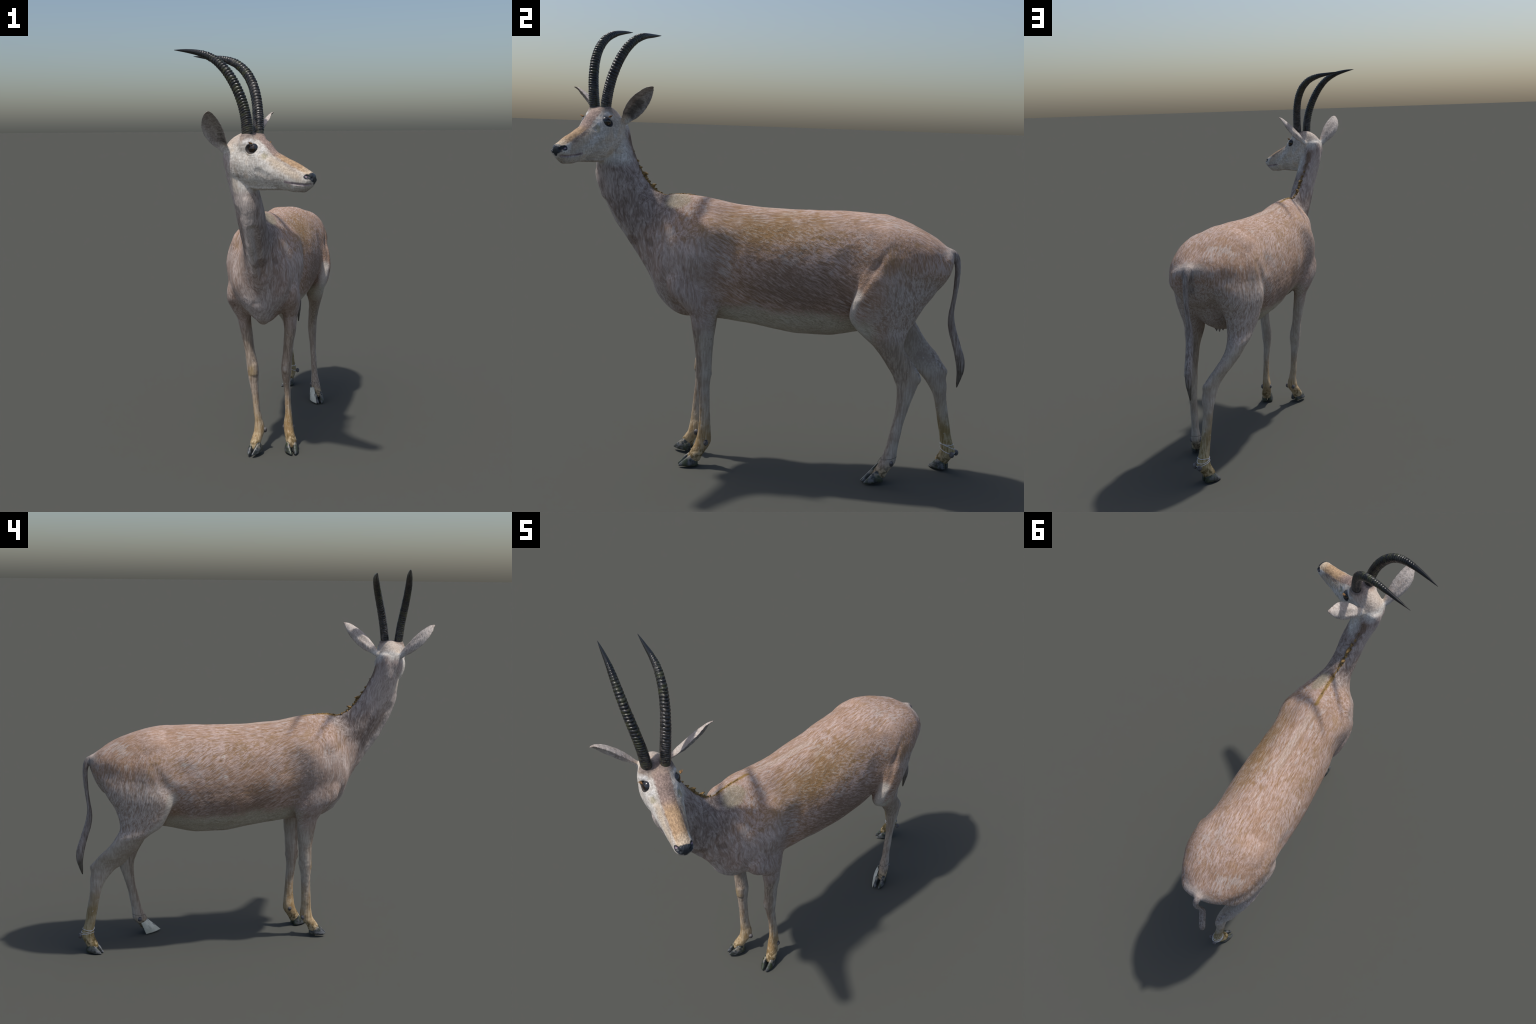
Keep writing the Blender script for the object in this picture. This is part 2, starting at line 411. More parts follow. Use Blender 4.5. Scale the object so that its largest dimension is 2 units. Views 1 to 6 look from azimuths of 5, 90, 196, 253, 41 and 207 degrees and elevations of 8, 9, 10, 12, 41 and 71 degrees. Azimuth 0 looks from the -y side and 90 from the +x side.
# ------------------------------------------------------------------ split into anatomical parts
ORDER = list(dict.fromkeys(s_[0] for s_ in SOURCE))
kd = kdtree.KDTree(sum(len(s[1][0]) for s in SOURCE))
lab = []; i = 0
for k, (nm, (V, F)) in enumerate(SOURCE):
    for v in V:
        kd.insert(v, i); i += 1; lab.append(ORDER.index(nm))
kd.balance(); lab = np.array(lab)
vlab = np.array([lab[kd.find(p)[1]] for p in P])
NAMES = ORDER + ['neck']
# neck: trunk skin ahead of a slanting plane
cut = (P[:, 1] + .47)*-.62 + (P[:, 2] - 1.10)*.78
vlab[(vlab == 0) & (cut > 0) & (P[:, 1] < -.38)] = len(ORDER)
nf = len(body.polygons)
LT = np.empty(nf, np.int32); body.polygons.foreach_get('loop_total', LT)
LV = np.empty(len(body.loops), np.int32); body.loops.foreach_get('vertex_index', LV)
assert (LT == 4).all()
Q = LV.reshape(-1, 4)
flab = vlab[Q[:, 0]]

# <MATERIALS>
class Net:
    """short-hand for building node trees"""
    def __init__(self, name):
        self.m = bpy.data.materials.new(name); self.m.use_nodes = True
        self.t = self.m.node_tree; self.bsdf = self.t.nodes['Principled BSDF']
        self.tc = self.t.nodes.new('ShaderNodeTexCoord')
        self.P = self.tc.outputs['Object']
        sep = self.t.nodes.new('ShaderNodeSeparateXYZ'); self.t.links.new(self.P, sep.inputs[0])
        self.x, self.y, self.z = sep.outputs
    def put(self, sock, v):
        if isinstance(v, bpy.types.NodeSocket): self.t.links.new(v, sock)
        elif isinstance(v, (tuple, list)):
            sock.default_value = (*v, 1) if (len(v) == 3 and sock.type == 'RGBA') else v
        else: sock.default_value = v
    def f(self, op, a, b=0., c=None):
        nd = self.t.nodes.new('ShaderNodeMath'); nd.operation = op
        self.put(nd.inputs[0], a); self.put(nd.inputs[1], b)
        if c is not None: self.put(nd.inputs[2], c)
        return nd.outputs[0]
    def add(self, a, b): return self.f('ADD', a, b)
    def sub(self, a, b): return self.f('SUBTRACT', a, b)
    def mul(self, a, b, *more):
        r = self.f('MULTIPLY', a, b)
        for m in more: r = self.f('MULTIPLY', r, m)
        return r
    def mx(self, a, b): return self.f('MAXIMUM', a, b)
    def inv(self, a): return self.f('SUBTRACT', 1., a)
    def vec(self, op, a, b, out=0):
        nd = self.t.nodes.new('ShaderNodeVectorMath'); nd.operation = op
        self.put(nd.inputs[0], a); self.put(nd.inputs[1], b)
        return nd.outputs['Value'] if op in ('DOT_PRODUCT', 'LENGTH', 'DISTANCE') else nd.outputs[0]
    def scalev(self, a, k):
        nd = self.t.nodes.new('ShaderNodeVectorMath'); nd.operation = 'SCALE'
        self.put(nd.inputs[0], a); self.put(nd.inputs['Scale'], k); return nd.outputs[0]
    def dot(self, axis, off=0., src=None):
        return self.f('ADD', self.vec('DOT_PRODUCT', src or self.P, tuple(axis)), off)
    def ss(self, v, a, b):
        nd = self.t.nodes.new('ShaderNodeMapRange'); nd.interpolation_type = 'SMOOTHSTEP'
        self.put(nd.inputs['Value'], v)
        if a <= b: lo, hi, o0, o1 = a, b, 0., 1.
        else: lo, hi, o0, o1 = b, a, 1., 0.
        nd.inputs['From Min'].default_value = lo; nd.inputs['From Max'].default_value = hi
        nd.inputs['To Min'].default_value = o0; nd.inputs['To Max'].default_value = o1
        return nd.outputs['Result']
    def band(self, v, a, b, soft): return self.mul(self.ss(v, a-soft, a+soft), self.ss(v, b+soft, b-soft))
    def noise(self, vec=None, scale=5., detail=2., rough=.5, dist=0., color=False):
        nd = self.t.nodes.new('ShaderNodeTexNoise')
        self.put(nd.inputs['Vector'], vec if vec is not None else self.P)
        nd.inputs['Scale'].default_value = scale; nd.inputs['Detail'].default_value = detail
        nd.inputs['Roughness'].default_value = rough; nd.inputs['Distortion'].default_value = dist
        return nd.outputs['Color' if color else 0]
    def comb(self, x, y, z):
        nd = self.t.nodes.new('ShaderNodeCombineXYZ')
        for s, v in zip(nd.inputs, (x, y, z)): self.put(s, v)
        return nd.outputs[0]
    def mix(self, a, b, fac):
        nd = self.t.nodes.new('ShaderNodeMix'); nd.data_type = 'RGBA'; nd.clamp_factor = True
        self.put(nd.inputs['Factor'], fac); self.put(nd.inputs[6], a); self.put(nd.inputs[7], b)
        return nd.outputs[2]
    def mixf(self, a, b, fac):
        nd = self.t.nodes.new('ShaderNodeMix'); nd.data_type = 'FLOAT'; nd.clamp_factor = True
        self.put(nd.inputs['Factor'], fac); self.put(nd.inputs[2], a); self.put(nd.inputs[3], b)
        return nd.outputs[0]
    def times(self, a, b, fac=1.):
        nd = self.t.nodes.new('ShaderNodeMix'); nd.data_type = 'RGBA'; nd.blend_type = 'MULTIPLY'
        self.put(nd.inputs['Factor'], fac); self.put(nd.inputs[6], a); self.put(nd.inputs[7], b)
        return nd.outputs[2]
    def seg(self, a, b):
        """distance to a line segment"""
        a = np.array(a, float); b = np.array(b, float); ab = b-a; L2 = float(ab@ab)
        d = self.vec('SUBTRACT', self.P, tuple(a))
        t = self.f('DIVIDE', self.vec('DOT_PRODUCT', d, tuple(ab)), L2)
        nd = self.t.nodes.new('ShaderNodeClamp'); self.put(nd.inputs[0], t)
        q = self.scalev(tuple(ab), nd.outputs[0])
        return self.vec('LENGTH', self.vec('SUBTRACT', d, q), (0, 0, 0))
    def line(self, pts):
        r = None
        for a, b in zip(pts[:-1], pts[1:]):
            d = self.seg(a, b); r = d if r is None else self.f('MINIMUM', r, d)
        return r
    def blob(self, c, radii, wob=None, lo=.75, hi=1.15):
        """soft ellipsoid mask"""
        d = self.vec('SUBTRACT', self.P, tuple(c))
        d = self.vec('MULTIPLY', d, tuple(1/r for r in radii))
        l = self.vec('LENGTH', d, (0, 0, 0))
        if wob is not None: l = self.add(l, wob)
        return self.ss(l, hi, lo)
    def spread(self, v, k): return self.mul(self.sub(v, .5), k)
    def bump(self, h, strength, dist):
        nd = self.t.nodes.new('ShaderNodeBump'); nd.inputs['Strength'].default_value = strength
        nd.inputs['Distance'].default_value = dist
        self.put(nd.inputs['Height'], h); self.t.links.new(nd.outputs[0], self.bsdf.inputs['Normal'])
    def done(self, col, rough=.7, spec=.5):
        self.put(self.bsdf.inputs['Base Color'], col); self.put(self.bsdf.inputs['Roughness'], rough)
        self.bsdf.inputs['Specular IOR Level'].default_value = spec
        return self.m

def coat_material():
    g = Net('gazelle_coat')
    big = g.noise(scale=3.2, detail=3, rough=.55)
    mid = g.noise(scale=11, detail=3, rough=.6)
    fine = g.noise(scale=60, detail=2)
    speck = g.noise(scale=170, detail=2, rough=.7)
    wobv = g.scalev(g.vec('SUBTRACT', g.noise(scale=7, detail=2, color=True), (.5, .5, .5)), .030)
    Pw = g.vec('ADD', g.P, wobv)
    def hair(deg, across, along, detail=3, off=0., src=None):
        """noise drawn out along the lie of the hair (angle below horizontal, towards the tail)"""
        a = math.radians(deg); s = src or Pw
        u = g.vec('DOT_PRODUCT', s, (0, math.cos(a), -math.sin(a)))
        v = g.vec('DOT_PRODUCT', s, (0, math.sin(a), math.cos(a)))
        w = g.vec('DOT_PRODUCT', s, (1, 0, 0))
        return g.noise(g.comb(g.mul(w, across), g.mul(u, along), g.add(g.mul(v, across), off)), scale=1., detail=detail, rough=.62)
    rear = g.ss(g.add(g.y, g.spread(mid, .15)), .38, .62)
    front = g.ss(g.add(g.y, g.spread(mid, .12)), -.18, -.36)
    clump = g.mixf(hair(30, 110, 20), hair(78, 110, 19, off=7.), rear)
    strand = g.mixf(hair(30, 340, 34, off=3.), hair(78, 340, 32, off=9.), rear)
    top = g.mx(g.ss(g.add(g.z, g.spread(mid, .06)), 1.10, 1.17), g.mul(g.ss(g.y, .60, .68), g.ss(g.add(g.z, g.spread(mid, .06)), 1.02, 1.09)))
    clump = g.mixf(clump, g.mixf(hair(3, 110, 20, off=4.), hair(30, 110, 20, off=6.), g.ss(g.y, .48, .62)), top)
    strand = g.mixf(strand, g.mixf(hair(3, 340, 34, off=1.), hair(30, 340, 34, off=8.), g.ss(g.y, .48, .62)), top)
    swirl_v = g.vec('ADD', g.P, g.scalev(g.vec('SUBTRACT', g.noise(scale=9, detail=1, color=True), (.5, .5, .5)), .055))
    clump_n = hair(82, 70, 14, off=2., src=swirl_v)
    clump = g.mixf(clump, clump_n, front)
    strand = g.mixf(strand, hair(82, 190, 26, off=5., src=swirl_v), front)

    # ---- torso
    pale = (.515, .380, .330); tan = (.355, .218, .140); ochre = (.310, .180, .075); brown = (.205, .143, .112); cream = (.50, .455, .385); grey = (.40, .335, .305)
    k = g.ss(g.add(g.add(g.spread(clump, 1.5), g.spread(strand, .8)), g.add(g.spread(big, 1.1), g.spread(mid, .5))), -.34, .40)
    col = g.mix(tan, pale, k)
    col = g.mix(col, ochre, g.mul(g.ss(big, .45, .62), g.ss(clump, .56, .36), .45))
    mot = g.noise(g.vec('ADD', g.P, (4., 2., 7.)), scale=6.5, detail=4, rough=.65)
    col = g.mix(col, (.52, .455, .42), g.mul(g.ss(g.add(mot, g.spread(clump, .5)), .54, .70), .50))
    col = g.mix(col, (.335, .205, .095), g.mul(g.ss(g.add(mot, g.spread(clump, .5)), .45, .30), .45))
    # ochre saddle patch on the left of the back
    och = g.blob((.17, .04, 1.11), (.16, .40, .12), g.add(g.spread(mid, .9), g.spread(clump, .6)), .15, 1.15)
    col = g.mix(col, g.mix(ochre, (.46, .35, .24), g.ss(clump, .46, .66)), g.mul(och, .80))
    # darker flank band
    fl = g.blob((.27, .17, .86), (.14, .36, .16), g.add(g.spread(clump, 1.0), g.spread(mid, .6)), .25, 1.2)
    fr = g.blob((-.13, .20, .80), (.12, .36, .07), g.spread(clump, 1.1), .5, 1.15)
    col = g.mix(col, g.mix(brown, (.32, .235, .19), g.ss(clump, .46, .68)), g.mx(g.mul(fl, .78), g.mul(fr, .68)))
    # shoulders, chest and haunches are greyer
    sh = g.mul(g.ss(g.add(g.y, g.spread(big, .12)), -.10, -.30), g.ss(g.add(g.z, g.spread(mid, .16)), 1.14, 1.00))
    greyc = g.mix((.285, .22, .195), (.48, .41, .38), g.ss(g.add(g.spread(clump, 1.1), g.spread(big, .8)), -.25, .30))
    col = g.mix(col, greyc, g.mul(sh, .75))
    ha = g.mul(g.ss(g.add(g.y, g.spread(big, .16)), .40, .58), g.ss(g.add(g.z, g.spread(mid, .20)), 1.03, .88))
    col = g.mix(col, g.mix((.335, .265, .225), (.52, .455, .42), g.ss(g.add(clump, g.spread(strand, .5)), .34, .62)), g.mul(ha, .85))
    col = g.mix(col, (.55, .49, .44), g.mul(g.blob((.155, .81, 1.035), (.10, .05, .040), g.spread(clump, 1.2), .4, 1.15), .6))
    col = g.mix(col, g.mix((.40, .35, .34), (.55, .50, .49), g.ss(clump, .35, .62)), g.mul(g.blob((.0, -.47, .82), (.13, .10, .17), g.spread(mid, 1.), .4, 1.2), .7))
    # pale scuffs on the right flank
    for c, r in (((-.145, .20, 1.065), (.05, .035, .014)), ((-.15, .19, .965), (.05, .012, .012)), ((-.13, .40, 1.03), (.05, .02, .02)), ((-.14, .27, 1.09), (.05, .02, .016))):
        col = g.mix(col, (.60, .53, .48), g.mul(g.blob(c, r, g.spread(fine, 1.0)), .7))
    # pale belly with a ragged hair edge
    be = g.ss(g.add(g.z, g.add(g.spread(clump, .10), g.add(g.spread(mid, .07), g.mul(g.y, .02)))),   .785, .725)
    be = g.mul(be, g.ss(g.y, -.26, -.16), g.ss(g.add(g.y, g.spread(mid, .06)), .52, .44))
    col = g.mix(col, g.mix((.45, .405, .325), (.58, .54, .455), g.ss(g.add(clump, g.spread(strand, .6)), .35, .60)), g.mul(be, .92))
    # flap of pale hair along the front of the thighs
    for pts in ([(.33, .40, .86), (.315, .375, .78), (.30, .40, .71), (.27, .47, .655)], [(-.105, .46, .86), (-.095, .475, .78), (-.085, .50, .73), (-.06, .56, .675)]):
        col = g.mix(col, (.56, .52, .47), g.mul(g.ss(g.add(g.line(pts), g.spread(clump, .03)), .042, .012), .75))
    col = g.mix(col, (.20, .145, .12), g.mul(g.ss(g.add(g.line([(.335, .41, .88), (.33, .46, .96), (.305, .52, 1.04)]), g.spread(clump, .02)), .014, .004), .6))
    # line along the spine
    sp = g.sub(g.x, g.add(g.mul(g.y, .129), .047))
    sp_m = g.mul(g.ss(g.f('ABSOLUTE', g.add(sp, g.spread(mid, .03))), .026, .006), g.ss(g.z, 1.12, 1.18), g.band(g.y, -.25, .12, .06))
    col = g.mix(col, (.54, .44, .37), g.mul(sp_m, .38))
    sp_b = g.mul(g.ss(g.f('ABSOLUTE', g.add(g.add(sp, .022), g.spread(fine, .016))), .009, .002), g.ss(g.z, 1.12, 1.18), g.band(g.y, -.24, .10, .05))
    col = g.mix(col, (.33, .215, .14), g.mul(sp_b, .7))

    # ---- neck
    cut = g.add(g.mul(g.add(g.y, .47), -.62), g.mul(g.sub(g.z, 1.10), .78))
    nk = g.mul(g.ss(g.add(cut, g.spread(mid, .10)), -.03, .07), g.ss(g.y, -.36, -.44))
    sw = g.ss(g.add(g.spread(clump_n, 1.3), g.add(g.spread(big, .9), g.spread(strand, .4))), -.32, .34)
    ncol = g.mix((.190, .143, .123), (.42, .355, .325), sw)
    # right side and throat are cleaner and paler
    ncol = g.mix(ncol, g.mix((.36, .29, .27), (.52, .45, .42), sw), g.mul(g.ss(g.add(g.x, g.spread(mid, .05)), -.035, -.085), g.ss(g.add(g.z, g.spread(mid, .1)), 1.20, 1.30)))
    thr = g.line([(-.02, -.60, .98), (-.03, -.765, 1.22), (-.05, -.81, 1.37)])
    ncol = g.mix(ncol, (.54, .48, .45), g.mul(g.ss(g.add(thr, g.spread(clump_n, .05)), .055, .015), .75))
    col = g.mix(col, ncol, g.mul(nk, .95))
    nape = g.line([hd(-.165, .0, 1.56), (-.075, -.655, 1.50), (-.03, -.575, 1.35), (-.012, -.515, 1.27), (.0, -.44, 1.245)])
    col = g.mix(col, g.mix((.12, .070, .040), (.24, .165, .115), strand), g.mul(g.ss(g.add(nape, g.spread(clump_n, .04)), .026, .008), .85))
    crest = g.line([(-.012, -.52, 1.265), (-.003, -.45, 1.243), (.008, -.36, 1.248), (.015, -.27, 1.238)])
    col = g.mix(col, (.29, .175, .050), g.mul(g.ss(g.add(crest, g.spread(fine, .014)), .013, .004), .9))
    col = g.mix(col, (.40, .345, .24), g.mul(g.blob((.055, -.40, 1.225), (.05, .075, .05), g.spread(mid, 1.)), .6))
    seam = g.line([(-.028, -.490, 1.262), (-.060, -.497, 1.235), (-.090, -.515, 1.195)])
    col = g.mix(col, (.68, .64, .61), g.mul(g.ss(g.add(seam, g.spread(fine, .018)), .011, .003), .8))
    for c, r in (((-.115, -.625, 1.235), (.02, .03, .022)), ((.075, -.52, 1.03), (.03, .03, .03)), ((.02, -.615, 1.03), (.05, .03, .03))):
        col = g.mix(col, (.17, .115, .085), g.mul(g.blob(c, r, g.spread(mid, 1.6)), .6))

    # ---- limbs
    lg = g.ss(g.add(g.z, g.spread(mid, .09)), .70, .60)
    vert = g.comb(g.mul(g.x, 130), g.mul(g.y, 130), g.mul(g.z, 12))
    lh = g.noise(vert, scale=1., detail=3, rough=.65)
    lcol = g.mix((.385, .32, .265), (.49, .435, .375), g.ss(g.add(g.mul(lh, .6), g.spread(mid, 1.0)), .10, .55))
    def leg_front(x0, x1, pts, y0, y1):
        """brown front of a limb: pts give the centre line y at heights z"""
        (z0, c0), (z1, c1) = pts
        cy = g.add(c0, g.mul(g.sub(g.z, z0), (c1-c0)/(z1-z0)))
        return g.mul(g.ss(g.add(g.sub(g.y, cy), g.spread(mid, .03)), y1, y0), g.band(g.x, x0, x1, .01), g.ss(g.y, .3, .2) if c0 < 0 else g.ss(g.y, .3, .4))
    fr_r = leg_front(-.16, .05, ((.16, -.303), (.60, -.272)), -.022, -.004)
    fr_l = leg_front(.08, .22, ((.16, -.255), (.60, -.268)), -.022, -.004)
    fr_h = leg_front(.20, .34, ((.16, .598), (.36, .640)), -.020, -.002)
    lcol = g.mix(lcol, g.mix((.20, .145, .105), (.36, .28, .215), g.ss(lh, .38, .64)), g.mul(g.mx(fr_r, g.mx(fr_l, g.mul(fr_h, .8))), .75))
    gold = g.mix((.34, .215, .085), (.49, .365, .215), g.ss(g.add(lh, g.spread(mid, .9)), .30, .66))
    fore = g.ss(g.y, .2, .0)
    lcol = g.mix(lcol, gold, g.mul(g.ss(g.add(g.z, g.spread(mid, .30)), .36, .10), fore, .85))
    rh = g.mul(g.ss(g.add(g.y, g.mul(g.x, -.4)), .66, .74), g.ss(g.add(g.z, g.spread(mid, .22)), .40, .10))
    lcol = g.mix(lcol, g.mix((.24, .165, .035), (.43, .345, .185), g.ss(g.add(lh, g.spread(mid, .9)), .36, .62)), g.mul(rh, .85))
    lcol = g.mix(lcol, (.27, .18, .045), g.mul(g.blob((-.052, -.318, .425), (.035, .02, .04), g.spread(fine, 1.6), .2, 1.2), .5))
    lcol = g.mix(lcol, (.60, .55, .50), g.mul(g.blob((.118, -.298, .437), (.016, .01, .016), g.spread(fine, 1.6), .2, 1.2), .45))
    lcol = g.mix(lcol, (.26, .17, .05), g.mul(g.ss(g.add(g.line([(-.085, -.312, .52), (-.075, -.316, .43), (-.050, -.322, .28), (-.040, -.330, .15)]), g.spread(fine, .012)), .013, .004), .8))
    # grime and scurf down the backs of the limbs
    spot = g.mul(g.ss(g.noise(scale=75, detail=3, rough=.7), .60, .70), g.ss(mid, .46, .60))
    back = g.mx(g.mul(g.inv(fr_r), g.inv(fr_l), g.ss(g.y, -.262, -.235), fore), g.mul(g.inv(fore), .35))
    lcol = g.mix(lcol, (.15, .12, .10), g.mul(spot, .7, back))
    scurf = g.mul(g.ss(g.noise(g.vec('ADD', g.P, (3., 1., 2.)), scale=95, detail=2, rough=.6), .64, .72), g.ss(mid, .55, .42))
    lcol = g.mix(lcol, (.62, .60, .58), g.mul(scurf, .45))
    past = g.ss(g.add(g.z, g.spread(mid, .06)), .105, .055)
    lcol = g.mix(lcol, g.mix((.10, .070, .025), (.46, .36, .22), g.ss(g.add(fine, g.spread(mid, .6)), .38, .58)), g.mul(past, .75))
    col = g.mix(col, lcol, lg)
    # bare grimy strip up the back of the gaskins
    for pts in ([(.10, .835, .50), (.05, .775, .60), (.03, .735, .68)], [(.24, .655, .62), (.245, .705, .50)]):
        col = g.mix(col, g.mix((.12, .09, .075), (.50, .46, .45), g.ss(fine, .40, .58)), g.mul(g.ss(g.add(g.line(pts), g.spread(mid, .03)), .022, .006), .65))

    # ---- tail
    tl = g.mul(g.ss(g.add(g.y, g.mul(g.z, 0.)), .828, .842), g.ss(g.z, .38, .40), g.ss(g.f('ABSOLUTE', g.sub(g.x, .16)), .036, .028))
    tl = g.mx(tl, g.mul(g.ss(g.y, .81, .82), g.ss(g.f('ABSOLUTE', g.sub(g.x, .163)), .030, .024), g.ss(g.z, .98, .94), g.ss(g.z, .54, .58)))
    tcol = g.mix((.22, .175, .155), (.40, .35, .325), g.ss(lh, .34, .66))
    tcol = g.mix(tcol, (.085, .072, .050), g.mul(g.ss(g.add(g.z, g.spread(lh, .12)), .60, .44), .85))
    col = g.mix(col, tcol, tl)

    # ---- head
    hdv = g.vec('SUBTRACT', g.P, tuple(HO))
    hf = g.vec('DOT_PRODUCT', hdv, tuple(HF)); hl_ = g.vec('DOT_PRODUCT', hdv, tuple(HL)); al = g.f('ABSOLUTE', hl_)
    hm = g.mul(g.ss(g.add(hf, g.spread(mid, .05)), -.15, -.09), g.ss(g.add(g.z, g.spread(mid, .03)), 1.355, 1.40))
    hm = g.mx(hm, g.mul(g.ss(hf, -.20, -.17), g.ss(g.add(g.z, g.spread(mid, .04)), 1.515, 1.555)))
    fh = g.noise(g.comb(g.mul(hf, 45), g.mul(hl_, 150), g.mul(g.z, 130)), scale=1., detail=3, rough=.65)
    hcol = g.mix((.49, .445, .40), (.70, .665, .62), g.ss(g.add(fh, g.add(g.spread(mid, .9), g.spread(big, .6))), .28, .66))
    hcol = g.mix(hcol, (.56, .44, .32), g.mul(g.ss(mid, .55, .68), .5))
    # brown blaze from the horns to the nose
    w_in = g.add(.034, g.mul(hf, -.02))
    edge = g.add(g.sub(al, w_in), g.spread(fh, .014))
    topl = g.sub(g.z, g.sub(1.560, g.mul(hf, .40)))                 # height over the lower border of the bridge
    bl = g.mul(g.ss(edge, .006, -.006), g.ss(topl, -.030, -.012), g.ss(hf, -.05, -.03))
    blaze = g.mix((.43, .28, .155), (.30, .215, .185), g.ss(g.add(hf, g.spread(mid, .06)), .13, .07))
    blaze = g.mix(blaze, (.60, .50, .38), g.mul(g.ss(g.add(hf, g.spread(mid, .05)), .205, .25), .8))
    blaze = g.times(blaze, g.mix((.72, .70, .68), (1.18, 1.16, 1.14), g.ss(fh, .34, .64)))
    hcol = g.mix(hcol, blaze, g.mul(bl, .92))
    strp = g.mul(g.band(edge, -.002, .008, .004), g.band(g.add(hf, g.spread(mid, .03)), .10, .20, .018), g.ss(topl, -.035, -.018))
    hcol = g.mix(hcol, (.15, .115, .110), g.mul(strp, g.mixf(.45, .9, g.ss(hl_, -.01, .02))))
    tancheek = g.mul(g.band(edge, .004, .022, .007), g.band(g.add(hf, g.spread(mid, .04)), .07, .22, .02), g.ss(topl, -.06, -.03))
    hcol = g.mix(hcol, (.50, .37, .24), g.mul(tancheek, .55))
    # crown behind the horns
    crown = g.mul(g.ss(g.add(hf, g.spread(fine, .02)), -.035, -.055), g.ss(g.add(g.z, g.spread(mid, .05)), 1.570, 1.600), g.ss(hf, -.20, -.16))
    hcol = g.mix(hcol, g.mix((.42, .33, .27), (.60, .51, .43), fh), g.mul(crown, .8))
    rb = g.mx(g.blob((-.0173, -.8010, 1.628), (.040, .040, .020), g.spread(fine, .7)), g.blob((.0265, -.7417, 1.630), (.040, .040, .020), g.spread(fine, .7)))
    rb2 = g.mx(g.blob((-.0173, -.8010, 1.625), (.058, .058, .034), g.spread(fine, .9)), g.blob((.0265, -.7417, 1.627), (.058, .058, .034), g.spread(fine, .9)))
    hcol = g.mix(hcol, (.38, .285, .23), g.mul(rb2, .65))
    hcol = g.mix(hcol, (.17, .135, .12), g.mul(rb, .7))
    for sd in (-1, 1):
        eye = hd(0, sd*.078, 1.563)
        hcol = g.mix(hcol, (.72, .695, .67), g.mul(g.ss(g.line([hd(-.03, sd*.07, 1.592), hd(.005, sd*.065, 1.602), hd(.035, sd*.062, 1.585), hd(.05, sd*.058, 1.555)]), .020, .007), .85))
        hcol = g.mix(hcol, (.20, .15, .125), g.mul(g.ss(g.line([hd(-.032, sd*.07, 1.603), hd(-.010, sd*.066, 1.612)]), .014, .005), .45))
        hcol = g.mix(hcol, (.030, .026, .028), g.mul(g.blob(eye, (.0265, .030, .0235), g.spread(fine, .12), .90, 1.02), .95))
        hcol = g.mix(hcol, (.38, .33, .20), g.mul(g.blob(hd(.056, sd*.056, 1.535), (.016, .016, .021), g.spread(fine, 1.4), .35, 1.2), .65))
        mouth = g.line([hd(.150, sd*.040, 1.424), hd(.190, sd*.040, 1.416), hd(.230, sd*.036, 1.412), hd(.268, sd*.020, 1.412)])
        hcol = g.mix(hcol, (.36, .29, .32), g.mul(g.ss(g.add(mouth, g.spread(fine, .004)), .009, .004), .8))
        hcol = g.mix(hcol, (.12, .09, .095), g.mul(g.ss(mouth, .004, .0015), .7))
    nose = g.blob(hd(.262, 0, 1.442), (.032, .038, .022), g.spread(fine, .25), .86, 1.02)
    nose = g.mx(nose, g.blob(hd(.272, 0, 1.424), (.012, .010, .016), None, .8, 1.05))
    for sd in (-1, 1): nose = g.mx(nose, g.blob(hd(.252, sd*.034, 1.447), (.018, .016, .013), g.spread(fine, .3), .8, 1.02))
    hcol = g.mix(hcol, g.mix((.012, .014, .018), (.050, .058, .070), fine), nose)
    for sd in (-1, 1):
        hcol = g.mix(hcol, (.36, .27, .34), g.mul(g.blob(hd(.250, sd*.036, 1.447), (.0075, .012, .0042)), .85))
    hcol = g.mix(hcol, (.12, .095, .08), g.mul(g.ss(g.noise(scale=120, detail=2, rough=.6), .69, .74), .8))
    jaw = g.line([hd(-.075, .06, 1.50), hd(-.062, .06, 1.43)])
    jaw = g.f('MINIMUM', jaw, g.line([hd(-.085, -.066, 1.49), hd(-.075, -.066, 1.42), hd(-.04, -.05, 1.395)]))
    hcol = g.mix(hcol, (.25, .20, .165), g.mul(g.ss(g.add(jaw, g.spread(fine, .03)), .012, .002), .5))
    col = g.mix(col, hcol, hm)

    # ---- ears
    em = None
    for base, tip, N in ((EAR['r'][0], EAR['r'][1], EAR['r'][2]), (EAR['l'][0], EAR['l'][1], EAR['l'][2])):
        b_, t_ = hd(*base), hd(*tip); A = (t_-b_); L = float(np.linalg.norm(A)); A = A/L
        u = g.f('DIVIDE', g.vec('DOT_PRODUCT', g.vec('SUBTRACT', g.P, tuple(b_)), tuple(A)), L)
        dist = g.seg(b_ + A*.04, t_)
        m = g.mul(g.ss(dist, .085, .075), g.ss(u, .13, .22))
        nrm = N[0]*HF + N[1]*HL + np.array([0, 0, N[2]])
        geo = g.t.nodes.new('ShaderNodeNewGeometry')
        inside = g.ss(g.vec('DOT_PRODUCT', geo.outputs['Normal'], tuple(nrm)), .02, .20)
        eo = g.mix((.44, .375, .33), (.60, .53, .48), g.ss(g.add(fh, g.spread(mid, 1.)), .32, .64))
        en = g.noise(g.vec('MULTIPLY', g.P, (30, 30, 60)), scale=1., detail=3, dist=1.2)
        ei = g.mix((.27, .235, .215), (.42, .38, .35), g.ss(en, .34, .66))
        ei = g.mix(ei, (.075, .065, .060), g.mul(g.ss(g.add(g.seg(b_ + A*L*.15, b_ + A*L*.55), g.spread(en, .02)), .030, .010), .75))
        rim = g.ss(g.add(g.seg(b_, t_), g.spread(fine, .01)), .040, .052)
        ei = g.mix(ei, (.50, .455, .42), g.mul(rim, .7))
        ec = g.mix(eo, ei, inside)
        ec = g.mix(ec, (.20, .15, .12), g.mul(g.ss(g.add(u, g.spread(fine, .2)), .90, .99), .5))
        col = g.mix(col, ec, m)
